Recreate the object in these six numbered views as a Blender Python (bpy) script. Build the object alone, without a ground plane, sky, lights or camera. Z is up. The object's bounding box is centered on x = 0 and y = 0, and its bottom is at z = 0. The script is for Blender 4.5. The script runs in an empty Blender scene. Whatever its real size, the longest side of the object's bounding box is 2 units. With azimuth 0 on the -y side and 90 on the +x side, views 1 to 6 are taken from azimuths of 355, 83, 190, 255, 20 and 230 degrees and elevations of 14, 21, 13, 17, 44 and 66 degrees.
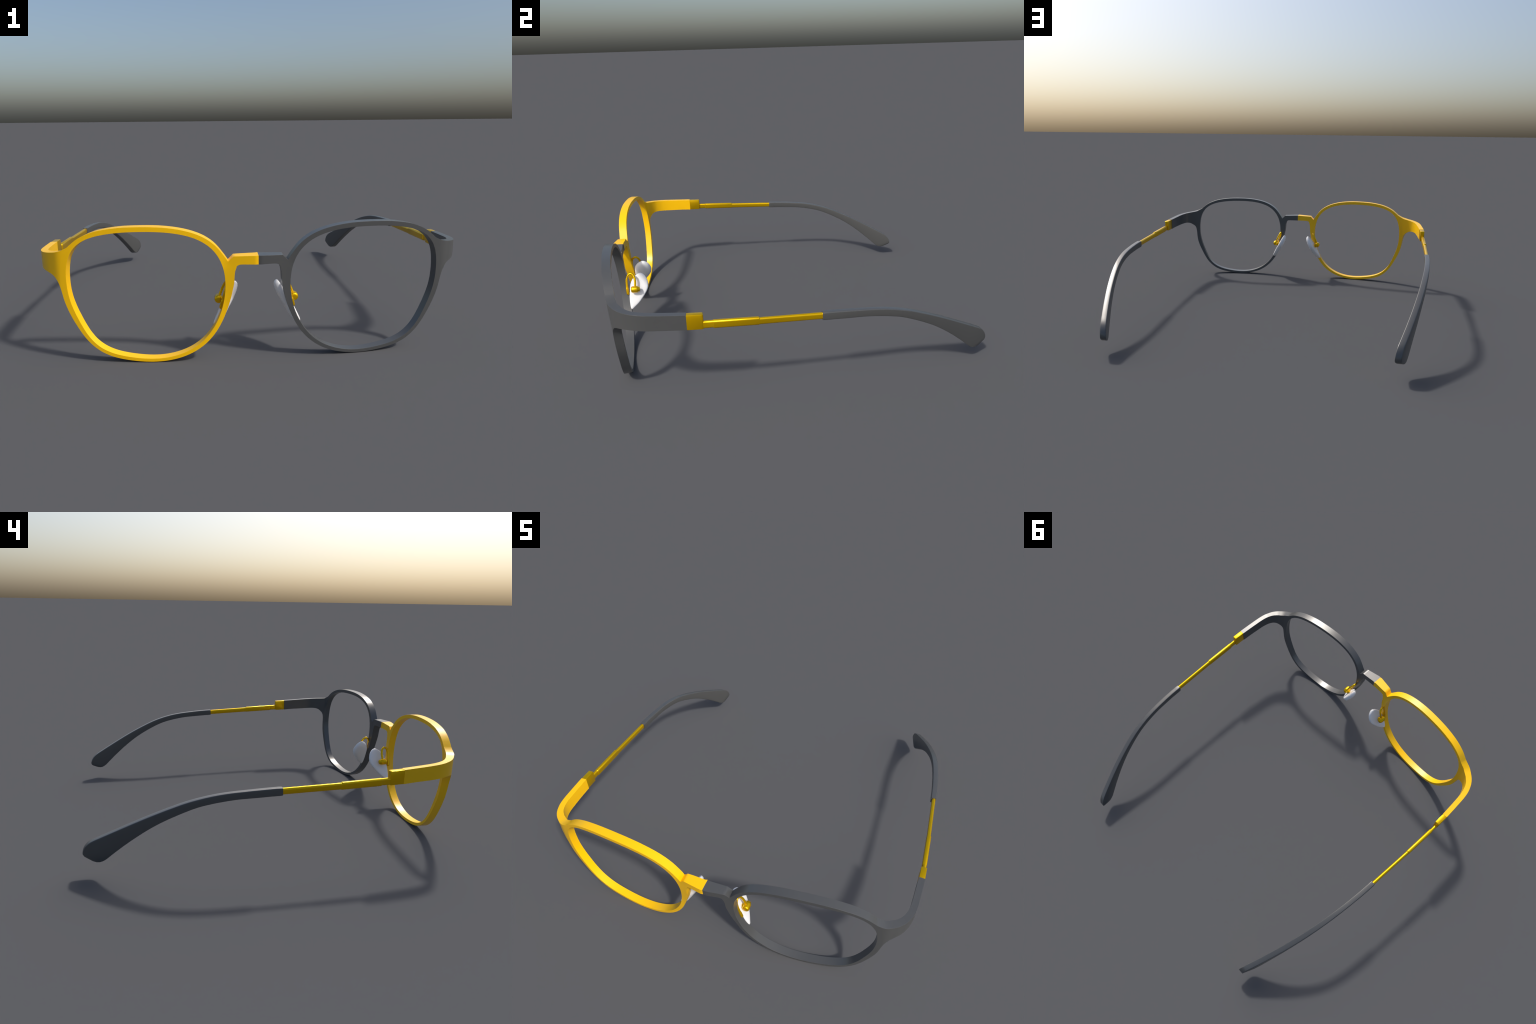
"""Two-tone eyeglass frame: one half golden yellow, one half charcoal grey.
Every half is described once for the +x side and mirrored for the -x side."""
import bpy, bmesh, math
import numpy as np
from mathutils import Vector

# ------------------------------------------------------------------ helpers
def spline(pts, n, closed=False):
    """Centripetal-free Catmull-Rom through control points, n samples."""
    P = np.array(pts, float)
    m = len(P)
    segs = m if closed else m - 1
    d = [np.linalg.norm(P[(i + 1) % m] - P[i]) for i in range(segs)]
    acc = np.concatenate([[0], np.cumsum(d)])
    out = []
    for k in range(n):
        t = acc[-1] * (k / n if closed else k / (n - 1))
        i = min(int(np.searchsorted(acc, t, side="right")) - 1, segs - 1)
        f = (t - acc[i]) / max(d[i], 1e-9)
        if closed:
            a, b, c, e = P[(i - 1) % m], P[i], P[(i + 1) % m], P[(i + 2) % m]
        else:
            b, c = P[i], P[i + 1]
            a = P[i - 1] if i > 0 else 2 * b - c
            e = P[i + 2] if i + 2 < m else 2 * c - b
        out.append(0.5 * (2 * b + (c - a) * f + (2 * a - 5 * b + 4 * c - e) * f * f
                          + (3 * b - a - 3 * c + e) * f ** 3))
    return np.array(out)

def smooth_table(xs, ys):
    """Monotone cubic (Fritsch-Carlson) through a small table."""
    xs, ys = np.array(xs, float), np.array(ys, float)
    h, dl = np.diff(xs), np.diff(ys) / np.diff(xs)
    m = np.zeros_like(xs)
    m[0], m[-1] = dl[0], dl[-1]
    for i in range(1, len(xs) - 1):
        m[i] = 0 if dl[i - 1] * dl[i] <= 0 else 2 * dl[i - 1] * dl[i] / (dl[i - 1] + dl[i])
    def f(x):
        x = min(max(x, xs[0]), xs[-1])
        i = min(int(np.searchsorted(xs, x, side="right")) - 1, len(h) - 1)
        t = (x - xs[i]) / h[i]
        return ((1 + 2 * t) * (1 - t) ** 2 * ys[i] + t * (1 - t) ** 2 * h[i] * m[i]
                + t * t * (3 - 2 * t) * ys[i + 1] + t * t * (t - 1) * h[i] * m[i + 1])
    return f

def new_object(name, mesh, mat, parent=None, smooth_angle=None):
    ob = bpy.data.objects.new(name, mesh)
    bpy.context.scene.collection.objects.link(ob)
    if mat:
        mesh.materials.clear()
        mesh.materials.append(mat)
    if parent:
        ob.parent = parent
    return ob

def finish(bm, name, smooth=True):
    bmesh.ops.recalc_face_normals(bm, faces=bm.faces)
    me = bpy.data.meshes.new(name)
    bm.to_mesh(me)
    bm.free()
    for p in me.polygons:
        p.use_smooth = smooth
    return me

def mirrored(me, name):
    m2 = me.copy()
    m2.name = name
    bm = bmesh.new()
    bm.from_mesh(m2)
    for v in bm.verts:
        v.co.x = -v.co.x
    bmesh.ops.reverse_faces(bm, faces=bm.faces)
    bm.to_mesh(m2)
    bm.free()
    return m2

def sharp_by_angle(me, deg):
    me.set_sharp_from_angle(angle=math.radians(deg))

# ---------------------------------------------------------------- materials
def principled(name, color, rough, metal, spec=0.5, coat=0.0, var=0.06, bump=0.02, scale=14.0, rough_var=0.06):
    m = bpy.data.materials.new(name)
    m.use_nodes = True
    nt = m.node_tree
    b = nt.nodes["Principled BSDF"]
    b.inputs["Metallic"].default_value = metal
    b.inputs["Specular IOR Level"].default_value = spec
    b.inputs["Coat Weight"].default_value = coat
    b.inputs["Coat Roughness"].default_value = 0.25
    tc = nt.nodes.new("ShaderNodeTexCoord")
    n1 = nt.nodes.new("ShaderNodeTexNoise")
    n1.inputs["Scale"].default_value = scale
    n1.inputs["Detail"].default_value = 3
    nt.links.new(tc.outputs["Object"], n1.inputs["Vector"])
    ramp = nt.nodes.new("ShaderNodeValToRGB")
    c = Vector(color)
    ramp.color_ramp.elements[0].position = 0.3
    ramp.color_ramp.elements[1].position = 0.7
    ramp.color_ramp.elements[0].color = (*(c * (1 - var)), 1)
    ramp.color_ramp.elements[1].color = (*(c * (1 + var)), 1)
    nt.links.new(n1.outputs["Fac"], ramp.inputs["Fac"])
    nt.links.new(ramp.outputs["Color"], b.inputs["Base Color"])
    mr = nt.nodes.new("ShaderNodeMapRange")
    mr.inputs["To Min"].default_value = rough - rough_var
    mr.inputs["To Max"].default_value = rough + rough_var
    nt.links.new(n1.outputs["Fac"], mr.inputs["Value"])
    nt.links.new(mr.outputs["Result"], b.inputs["Roughness"])
    if bump:
        n2 = nt.nodes.new("ShaderNodeTexNoise")
        n2.inputs["Scale"].default_value = 60
        n2.inputs["Detail"].default_value = 2
        nt.links.new(tc.outputs["Object"], n2.inputs["Vector"])
        bp = nt.nodes.new("ShaderNodeBump")
        bp.inputs["Strength"].default_value = bump
        bp.inputs["Distance"].default_value = 0.01
        nt.links.new(n2.outputs["Fac"], bp.inputs["Height"])
        nt.links.new(bp.outputs["Normal"], b.inputs["Normal"])
    return m

MAT_YELLOW = principled("yellow_enamel", (0.985, 0.555, 0.001), 0.33, 0.0, spec=0.42, bump=0.0, var=0.01, rough_var=0.03)
MAT_GREY = principled("charcoal_enamel", (0.073, 0.0755, 0.076), 0.30, 0.0, spec=0.65, bump=0.0, var=0.01, rough_var=0.015)
MAT_TIP = principled("charcoal_acetate", (0.072, 0.074, 0.073), 0.32, 0.0, spec=0.8, bump=0.0, var=0.01, rough_var=0.02)
MAT_GOLD = principled("polished_gold", (0.84, 0.505, 0.0005), 0.30, 0.75, var=0.01, bump=0.0, rough_var=0.01)
MAT_PAD = principled("white_silicone", (0.83, 0.83, 0.83), 0.32, 0.0, var=0.01, bump=0.0, rough_var=0.02)

# ------------------------------------------------------- bent sheet (frame)
# Front-view description in sheet coordinates (s, z); s equals x on the front
# and continues as arc length around the corner onto the side arm.
LENS_C = (0.52, 0.33)
# radius of the lens opening every 10 degrees (0 = outward, 90 = up)
LENS_R = [.3133, .3207, .3317, .3412, .3402, .3270, .3090, .2941, .2854, .2830,
          .2875, .2990, .3175, .3416, .3658, .3822, .3863, .3817, .3749, .3691,
          .3645, .3606, .3561, .3489, .3390, .3287, .3200, .3135, .3112, .3150,
          .3195, .3200, .3145, .3072, .3042, .3075]
def _fourier(vals, order=10):
    n = len(vals)
    th = np.arange(n) * 2 * np.pi / n
    M = np.stack([np.ones(n)] + [f(k * th) for k in range(1, order + 1) for f in (np.cos, np.sin)], -1)
    c = np.linalg.lstsq(M, np.array(vals), rcond=None)[0]
    return lambda t: float(c[0] + sum(c[2 * k - 1] * math.cos(k * t) + c[2 * k] * math.sin(k * t)
                                      for k in range(1, order + 1)))
lens_radius = _fourier(LENS_R)

EXTRA_IN, EXTRA_OUT = .0008, .0033
TOP_JOIN, BOT_JOIN = 36.0, 0.0          # endpiece leaves the rim (degrees)
NOTCH, BRIDGE_LOW = 159.6, 164.7        # bridge leaves the rim (degrees)
rim_width = smooth_table(
    [0, 36, 40, 46, 52, 60, 75, 90, 110, 130, 145, 150, 152.5, 155, 157, 159.6, 164.7, 166.5, 170, 174,
     178, 183, 188, 192, 197, 207, 219, 231, 243, 256, 270, 284, 298, 310, 320, 330, 340, 352, 360],
    [.0230, .0195, .0165, .016, .0165, .018, .018, .0175, .018, .018, .0182, .0183, .0187, .0203, .0224, .0262, .052,
     .044, .0375, .034, .0285, .0242, .0208, .0188, .0172, .0162, .0150, .0139, .0126, .0118, .0122, .0130,
     .0135, .0130, .0145, .017, .0200, .0215, .0230])

# plan of the outer surface round the corner, (x, y) at mid arm height
CORNER = [(.80, -.9101), (.85, -.9000), (.885, -.884), (.915, -.863), (.940, -.834), (.957, -.801),
          (.969, -.765), (.976, -.720), (.980, -.660), (.983, -.600), (.985, -.5485)]
S0 = 0.80
_plan = spline(CORNER, 240)
_arc = np.concatenate([[0], np.cumsum(np.linalg.norm(np.diff(_plan, axis=0), axis=1))])
S_END = S0 + _arc[-1]
def plan_xy(s):
    return (np.interp(s - S0, _arc, _plan[:, 0]), np.interp(s - S0, _arc, _plan[:, 1]))
def plan_s_of_y(y):
    return S0 + float(np.interp(y, _plan[:, 1], _arc))
def plan_s_of_x(x):
    return x if x < S0 else S0 + float(np.interp(x, _plan[:, 0], _arc))

def front_y(x, z):
    """Shallow face-form curve with a slight backward lean of the lower rim."""
    u, w = x - .5, z - .32
    y = -.9439 + .0965 * u - .0697 * w + .1337 * u * u + .0231 * w * w + .0148 * u * w
    if x < .14:                      # bridge peaks forward at the centre
        y -= .027 * (1 - x / .14)
    if x < .0107:                    # small chamfer along the two-tone seam
        y += .004 * (1 - x / .0107)
    return y

def outer_surface(s, z):
    if s <= S0:
        return Vector((s, front_y(s, z), z))
    px, py = plan_xy(s)
    lean = -.064 * (z - .45) * min(1, max(0, 1 - (s - S0) / .14))
    f = min(max((s - S0 - .02) / .09, 0), 1)
    f = f * f * (3 - 2 * f)
    y = front_y(px, z) * (1 - f) + (py + lean) * f
    return Vector((px, y, z))

thickness = smooth_table([0, .07, .13, .5, .8, .86, .95, 1.0, S_END],
                         [.062, .054, .046, .0445, .0415, .041, .036, .032, .0305])

def sheet_point(s, z, depth):
    if depth > 0 and s > S0:         # the fillet under the flare sinks towards the back
        z -= .009 * math.exp(-((s - .895) / .045) ** 2) * min(1, max(0, (.50 - z) / .08))
    p = outer_surface(s, z)
    e = 2e-3
    s1, s2 = max(s - e, 0), min(s + e, S_END)
    n = (outer_surface(s2, z) - outer_surface(s1, z)).cross(
        outer_surface(s, z + e) - outer_surface(s, z - e))
    n.z = 0                          # the sheet is cut square to the vertical
    n.normalize()
    if n.y > 0 and s < S0:
        n = -n
    if s >= S0 and n.x < 0:
        n = -n
    if s < .22:                      # nose side is cut straight back
        n = Vector((n.x * max(0, (s - .16) / .06), n.y, 0)).normalized()
    return p - n * depth

def build_half_frame():
    def ring_angles():
        a = []
        def add(lo, hi, n):
            a.extend(np.linspace(lo, hi, n, endpoint=False).tolist())
        add(BOT_JOIN, TOP_JOIN, 14)
        add(TOP_JOIN, NOTCH, 70)
        add(NOTCH, BRIDGE_LOW, 5)
        add(BRIDGE_LOW, 200, 22)
        add(200, 360, 84)
        return a
    ang = ring_angles()
    n = len(ang)
    i_top = 14
    i_notch, i_low = 14 + 70, 14 + 70 + 5
    K = 2
    def polar(deg, r):
        t = math.radians(deg)
        return (LENS_C[0] + r * math.cos(t), LENS_C[1] + r * math.sin(t))
    inner = [np.array(polar(a, lens_radius(math.radians(a)) - EXTRA_IN)) for a in ang]
    outer = [np.array(polar(a, lens_radius(math.radians(a)) + rim_width(a) + EXTRA_OUT)) for a in ang]
    # bridge root: a straight cut between notch and the lower fillet
    for j in range(i_notch, i_low + 1):
        f = (j - i_notch) / (i_low - i_notch)
        outer[j] = outer[i_notch] * (1 - f) + outer[i_low] * f

    sheet, faces = [], []            # sheet verts (s,z), faces (idx, tag)
    ring = [[None] * (K + 1) for _ in range(n)]
    for j in range(n):
        for k in range(K + 1):
            q = inner[j] + (outer[j] - inner[j]) * k / K
            ring[j][k] = len(sheet)
            sheet.append((plan_s_of_x(q[0]) if q[0] > S0 else q[0], q[1]))
    for j in range(n):
        for k in range(K):
            faces.append(((ring[j][k], ring[j][k + 1], ring[(j + 1) % n][k + 1], ring[(j + 1) % n][k]), 0))

    def coons(left, right, bot, top, left_idx, tag):
        """left/right: rows of points, bot/top: columns of points (shared corners)."""
        rows, cols = len(left), len(bot)
        grid = [[None] * rows for _ in range(cols)]
        for i in range(cols):
            u = i / (cols - 1)
            for r in range(rows):
                v = r / (rows - 1)
                if i == 0:
                    grid[i][r] = left_idx[r]
                    continue
                q = ((1 - v) * bot[i] + v * top[i] + (1 - u) * left[r] + u * right[r]
                     - ((1 - u) * (1 - v) * bot[0] + u * (1 - v) * bot[-1]
                        + (1 - u) * v * top[0] + u * v * top[-1]))
                grid[i][r] = len(sheet)
                sheet.append((q[0], q[1]))
        for i in range(cols - 1):
            for r in range(rows - 1):
                faces.append(((grid[i][r], grid[i + 1][r], grid[i + 1][r + 1], grid[i][r + 1]), tag))

    S = lambda j: np.array(sheet[ring[j][K]])
    # end piece and side arm
    sx, sy = plan_s_of_x, plan_s_of_y
    top_ctl = [S(i_top), (sx(.835), .5335), (sx(.865), .5225), (sx(.908), .5140), (sy(-.80), .5065),
               (sy(-.765), .5040), (sy(-.724), .5015), (sy(-.67), .4985), (sy(-.61), .4955), (S_END, .4925)]
    bot_ctl = [S(0), (sx(.8655), .360), (sx(.8735), .384), (sx(.8845), .4025), (sx(.900), .4165),
               (sx(.926), .4255), (sy(-.81), .4290), (sy(-.76), .4275), (sy(-.70), .4250), (sy(-.62), .4225), (S_END, .4185)]
    cols = 64
    left_idx = [ring[j][K] for j in range(0, i_top + 1)]
    left = [np.array(sheet[i]) for i in left_idx]
    bot, top = spline(bot_ctl, cols), spline(top_ctl, cols)
    right = [bot[-1] + (top[-1] - bot[-1]) * r / i_top for r in range(i_top + 1)]
    coons(left, right, bot, top, left_idx, 1)
    # half bridge (rows run from the lower fillet up to the notch)
    left_idx = [ring[j][K] for j in range(i_low, i_notch - 1, -1)]
    left = [np.array(sheet[i]) for i in left_idx]
    cols = 15
    top = np.concatenate([np.linspace(S(i_notch), (.107, .4990), 5), np.linspace((.107, .4990), (0, .503), 11)[1:]])
    bot = spline([S(i_low), (.0945, .4525), (.085, .4595), (.072, .462), (.04, .4625), (0, .4625)], cols)
    right = [bot[-1] + (top[-1] - bot[-1]) * r / (len(left) - 1) for r in range(len(left))]
    coons(left, right, bot, top, left_idx, 2)

    bm = bmesh.new()
    fr = [bm.verts.new(sheet_point(s, z, 0)) for s, z in sheet]
    bk = [bm.verts.new(sheet_point(s, z, thickness(s))) for s, z in sheet]
    count = {}
    for f, tag in faces:
        for a, b in zip(f, f[1:] + f[:1]):
            count.setdefault(frozenset((a, b)), []).append((a, b, tag))
    for f, tag in faces:
        a = bm.faces.new([fr[i] for i in f]); a.material_index = tag
        b = bm.faces.new([bk[i] for i in reversed(f)]); b.material_index = tag
    for e, use in count.items():
        if len(use) == 1:
            a, b, tag = use[0]
            w = bm.faces.new([fr[b], fr[a], bk[a], bk[b]]); w.material_index = tag
    bmesh.ops.recalc_face_normals(bm, faces=bm.faces)
    bm.normal_update()
    edges = []
    for e in bm.edges:
        if len(e.link_faces) == 2 and e.calc_face_angle() > math.radians(55):
            if max(v.co.x for v in e.verts) < 1e-4:
                continue                      # keep the centre seam crisp
            edges.append(e)
    bmesh.ops.bevel(bm, geom=edges, offset=.0027, segments=3, profile=.5, affect='EDGES',
                    clamp_overlap=True, material=-1)
    bmesh.ops.recalc_face_normals(bm, faces=bm.faces)
    me = bpy.data.meshes.new("half_frame")
    bm.to_mesh(me)
    bm.free()
    return me

def split_regions(me, names, mat, parent, mirror):
    """One smooth body split by region; border vertices and normals coincide."""
    if mirror:
        me = mirrored(me, "half_frame_mirror")
    for p in me.polygons:
        p.use_smooth = True
    sharp_by_angle(me, 40)
    co = [v.co.copy() for v in me.vertices]
    # area-weighted normals: broad faces stay flat, the thin bevels carry the turn
    at = [[] for _ in co]
    for p in me.polygons:
        for v in p.vertices:
            at[v].append((p.normal.copy(), p.area))
    cn = [None] * len(me.loops)
    for p in me.polygons:
        for l in p.loop_indices:
            acc = Vector()
            for nr, ar in at[me.loops[l].vertex_index]:
                if nr.dot(p.normal) > .62:
                    acc += nr * ar
            cn[l] = acc.normalized()
    out = []
    for tag, name in enumerate(names):
        polys = [p for p in me.polygons if p.material_index == tag]
        used = sorted({v for p in polys for v in p.vertices})
        idx = {v: i for i, v in enumerate(used)}
        m = bpy.data.meshes.new(name)
        m.from_pydata([co[v] for v in used], [], [[idx[v] for v in p.vertices] for p in polys])
        for p in m.polygons:
            p.use_smooth = True
        normals = [cn[l] for p in polys for l in p.loop_indices]
        m.normals_split_custom_set(normals)
        out.append(new_object(name, m, mat, parent))
    return out

# ------------------------------------------------------------- other pieces
def loft(sections, cap=True):
    bm = bmesh.new()
    rings = [[bm.verts.new(p) for p in sec] for sec in sections]
    n = len(rings[0])
    for a, b in zip(rings, rings[1:]):
        for i in range(n):
            bm.faces.new((a[i], a[(i + 1) % n], b[(i + 1) % n], b[i]))
    if cap:
        bm.faces.new(list(reversed(rings[0])))
        bm.faces.new(rings[-1])
    return bm

def rounded_rect(w, h, r, seg=4):
    r = min(r, w / 2 * .98, h / 2 * .98)
    pts = []
    for cx, cy, a0 in ((w / 2 - r, h / 2 - r, 0), (-w / 2 + r, h / 2 - r, 90),
                       (-w / 2 + r, -h / 2 + r, 180), (w / 2 - r, -h / 2 + r, 270)):
        for k in range(seg + 1):
            t = math.radians(a0 + 90 * k / seg)
            pts.append((cx + r * math.cos(t), cy + r * math.sin(t)))
    return pts

def build_hinge_block():
    bm = bmesh.new()
    bmesh.ops.create_cube(bm, size=1)
    for v in bm.verts:
        v.co = Vector((.9705 + v.co.x * .0285, -.5125 + v.co.y * .078, .4552 + v.co.z * .0725
                       - (.002 if v.co.y > 0 else 0)))
    rear = [e for e in bm.edges if all(v.co.y > -.5 for v in e.verts)]
    bmesh.ops.bevel(bm, geom=rear, offset=.0065, segments=4, profile=.5, affect='EDGES')
    rest = [e for e in bm.edges if len(e.link_faces) == 2 and e.calc_face_angle() > .9]
    bmesh.ops.bevel(bm, geom=rest, offset=.0018, segments=2, profile=.5, affect='EDGES')
    me = finish(bm, "hinge_block")
    sharp_by_angle(me, 35)
    return me

def build_temple_rod():
    # (y, x, z_top, z_bottom, width): stub, sleeve, thin rod, with small steps
    prof = [(-.482, .9745, .4555, .4180, .0185), (-.432, .9735, .4540, .4175, .0185),
            (-.429, .9730, .4550, .4150, .0235), (-.226, .9680, .4485, .4095, .0235),
            (-.222, .9675, .4445, .4105, .0200), (.078, .9545, .4360, .4030, .0200)]
    secs = []
    for y, x, zt, zb, w in prof:
        secs.append([Vector((x + px, y, (zt + zb) / 2 + pz)) for px, pz in rounded_rect(w, zt - zb, .0098, 6)])
    me = finish(loft(secs), "temple_rod")
    sharp_by_angle(me, 35)
    return me

TIP_X = smooth_table([.07, .16, .25, .33, .41, .49, .57, .65, .73, .80, .87, .94, 1.0],
                     [.9650, .9605, .9530, .9445, .9340, .9205, .9040, .8845, .8625, .8410, .8180, .7935, .7715])
def build_temple_tip():
    top = [(.070, .4395), (.13, .4375), (.19, .4345), (.25, .4305), (.31, .4258), (.38, .4165), (.45, .4015),
           (.52, .3810), (.59, .3540), (.66, .3240), (.73, .2915), (.80, .2565), (.87, .2205), (.915, .1970),
           (.945, .1810), (.965, .1680), (.981, .1520), (.992, .1345), (.9980, .1170)]
    low = [(.070, .4000), (.125, .3990), (.18, .3968), (.235, .3945), (.285, .3918), (.345, .3845), (.405, .3740),
           (.465, .3590), (.525, .3360), (.585, .3085), (.645, .2770), (.705, .2390), (.765, .1950), (.805, .1630),
           (.840, .1335), (.867, .1095), (.888, .0905), (.903, .0795), (.919, .0722)]
    m = 70
    T, B = spline(top, m), spline(low, m)
    # blunt oblique end: the two edges run together
    T = np.vstack([T, [[.9980, .1070], [.9930, .0985], [.9840, .0915]]])
    B = np.vstack([B, [[.934, .0706], [.950, .0742], [.967, .0822]]])
    secs = []
    for i in range(len(T)):
        t, b = Vector((0, *T[i])), Vector((0, *B[i]))
        h = (t - b).length
        axis = (t - b).normalized()
        mid = (t + b) / 2
        k = max(0, i - m + 1)
        wide = .0295 + .0045 * min(1, max(0, (mid.y - .3) / .6))
        w = wide * (1, .97, .90, .74)[k]
        w *= .94 if i == 0 else 1
        sec = []
        for px, pz in rounded_rect(w, h * (.95 if i == 0 else 1), .0042, 4):
            p = mid + axis * pz
            p.x = TIP_X(p.y) + .0032 - wide / 2 + px
            sec.append(p)
        secs.append(sec)
    # slightly chamfered mouth around the rod
    me = finish(loft(secs), "temple_tip")
    sharp_by_angle(me, 50)
    return me

PAD_C = Vector((.145, -.860, .265))
PAD_N = Vector((.871, 0, .4905)).normalized()      # points to the lens side
PAD_A = Vector((.4905, 0, -.871)).normalized()     # runs down along the nose
PAD_B = Vector((-.10, .995, 0)).normalized()
def build_nose_pad():
    outline = spline([(.018, -.096), (.042, -.079), (.056, -.050), (.0605, -.020), (.054, .008), (.036, .038),
                      (.006, .077), (-.022, .102), (-.040, .115), (-.0475, .104), (-.051, .065), (-.050, .022),
                      (-.044, -.030), (-.031, -.062), (-.010, -.085)], 72, closed=True)
    cen = np.array([-.005, .004])
    # (scale, offset along the normal): flat outer side, softly domed nose side
    levels = [(.0, .0060), (.60, .0060), (.86, .0055), (.95, .0040), (.99, .0010), (1.0, -.0025), (.988, -.0085),
              (.945, -.0160), (.86, -.0225), (.68, -.0280), (.40, -.0315), (.0, -.0325)]
    bm = bmesh.new()
    rings = []
    for sc, h in levels:
        if sc == 0:
            q = cen
            rings.append([bm.verts.new(PAD_C + PAD_B * q[0] + PAD_A * q[1] + PAD_N * h)])
        else:
            rings.append([bm.verts.new(PAD_C + PAD_B * p[0] + PAD_A * p[1]
                                       + PAD_N * (h - .007 * max(0, (p[1] - .02) / .1)))
                          for p in (cen + (outline - cen) * sc)])
    for a, b in zip(rings, rings[1:]):
        n = max(len(a), len(b))
        for i in range(n):
            j = (i + 1) % n
            if len(a) == 1:
                bm.faces.new((a[0], b[i], b[j]))
            elif len(b) == 1:
                bm.faces.new((a[i], b[0], a[j]))
            else:
                bm.faces.new((a[i], b[i], b[j], a[j]))
    return finish(bm, "nose_pad")

def tube(path, radii, seg=12):
    P = [Vector(p) for p in path]
    secs, up = [], Vector((1, 0, 0))
    for i, p in enumerate(P):
        t = (P[min(i + 1, len(P) - 1)] - P[max(i - 1, 0)]).normalized()
        side = t.cross(up).normalized()
        nrm = side.cross(t).normalized()
        secs.append([p + (side * math.cos(a) + nrm * math.sin(a)) * radii[i]
                     for a in (2 * math.pi * k / seg for k in range(seg))])
    return loft(secs)

def build_pad_wire():
    ctl = [(.166, -.9175, .243), (.160, -.9195, .268), (.152, -.9205, .295), (.143, -.9195, .328), (.1365, -.912, .351),
           (.1345, -.895, .3625), (.141, -.878, .352), (.155, -.870, .325), (.170, -.872, .288)]
    path = spline(ctl, 48)
    radii = [.0080 if p[2] < .282 and p[1] < -.9 else .0066 for p in path]
    radii[0] = .006
    return finish(tube(path, radii), "pad_wire")

def build_pad_holder():
    """Short barrel (axis front to back) with a stud that enters the pad."""
    c = Vector((.1735, -.8745, .2770))
    prof = [(-.0215, .009), (-.0205, .0145), (-.0175, .0180), (-.012, .0192), (.012, .0192), (.0165, .0180),
            (.0185, .0150), (.0265, .0140), (.0290, .0110), (.0295, .006)]
    bm = loft([[c + Vector((r * math.cos(a), y, r * math.sin(a)))
                for a in (2 * math.pi * k / 24 for k in range(24))] for y, r in prof])
    a0, a1 = c + Vector((0, .002, 0)), c - PAD_N * .034 + Vector((0, .004, 0))
    ax = (a1 - a0)
    u = ax.cross(Vector((0, 1, 0))).normalized()
    w = ax.cross(u).normalized()
    stud = loft([[a0 + ax * f + (u * math.cos(t) + w * math.sin(t)) * r
                  for t in (2 * math.pi * k / 20 for k in range(20))]
                 for f, r in ((0, .0115), (.5, .0115), (.6, .0145), (1.0, .0150))])
    tmp = bpy.data.meshes.new("stud_tmp")
    stud.to_mesh(tmp); stud.free()
    bm.from_mesh(tmp)
    bpy.data.meshes.remove(tmp)
    me = finish(bm, "pad_holder")
    sharp_by_angle(me, 50)
    return me

# ------------------------------------------------------------------ assembly
root = bpy.data.objects.new("eyeglasses", None)
bpy.context.scene.collection.objects.link(root)
root["label"] = "two-tone eyeglass frame, half golden yellow and half charcoal"
root["category"] = "glasses"

half = build_half_frame()
split_regions(half, ["rim", "end_piece", "bridge"], MAT_GREY, root, False)
split_regions(half, ["rim", "end_piece", "bridge"], MAT_YELLOW, root, True)

for build, name, mat in ((build_hinge_block, "hinge_block", MAT_GOLD), (build_temple_rod, "temple_rod", MAT_GOLD),
                         (build_temple_tip, "temple_tip", MAT_TIP)):
    me = build()
    new_object(name, me, mat, root)
    new_object(name, mirrored(me, name), mat, root)

pad, wire, holder = build_nose_pad(), build_pad_wire(), build_pad_holder()
for flip in (False, True):
    get = (lambda m: mirrored(m, m.name)) if flip else (lambda m: m)
    p = new_object("nose_pad", get(pad), MAT_PAD, root)
    new_object("pad_wire", get(wire), MAT_GOLD, p)
    new_object("pad_holder", get(holder), MAT_GOLD, p)
bpy.data.meshes.remove(half)
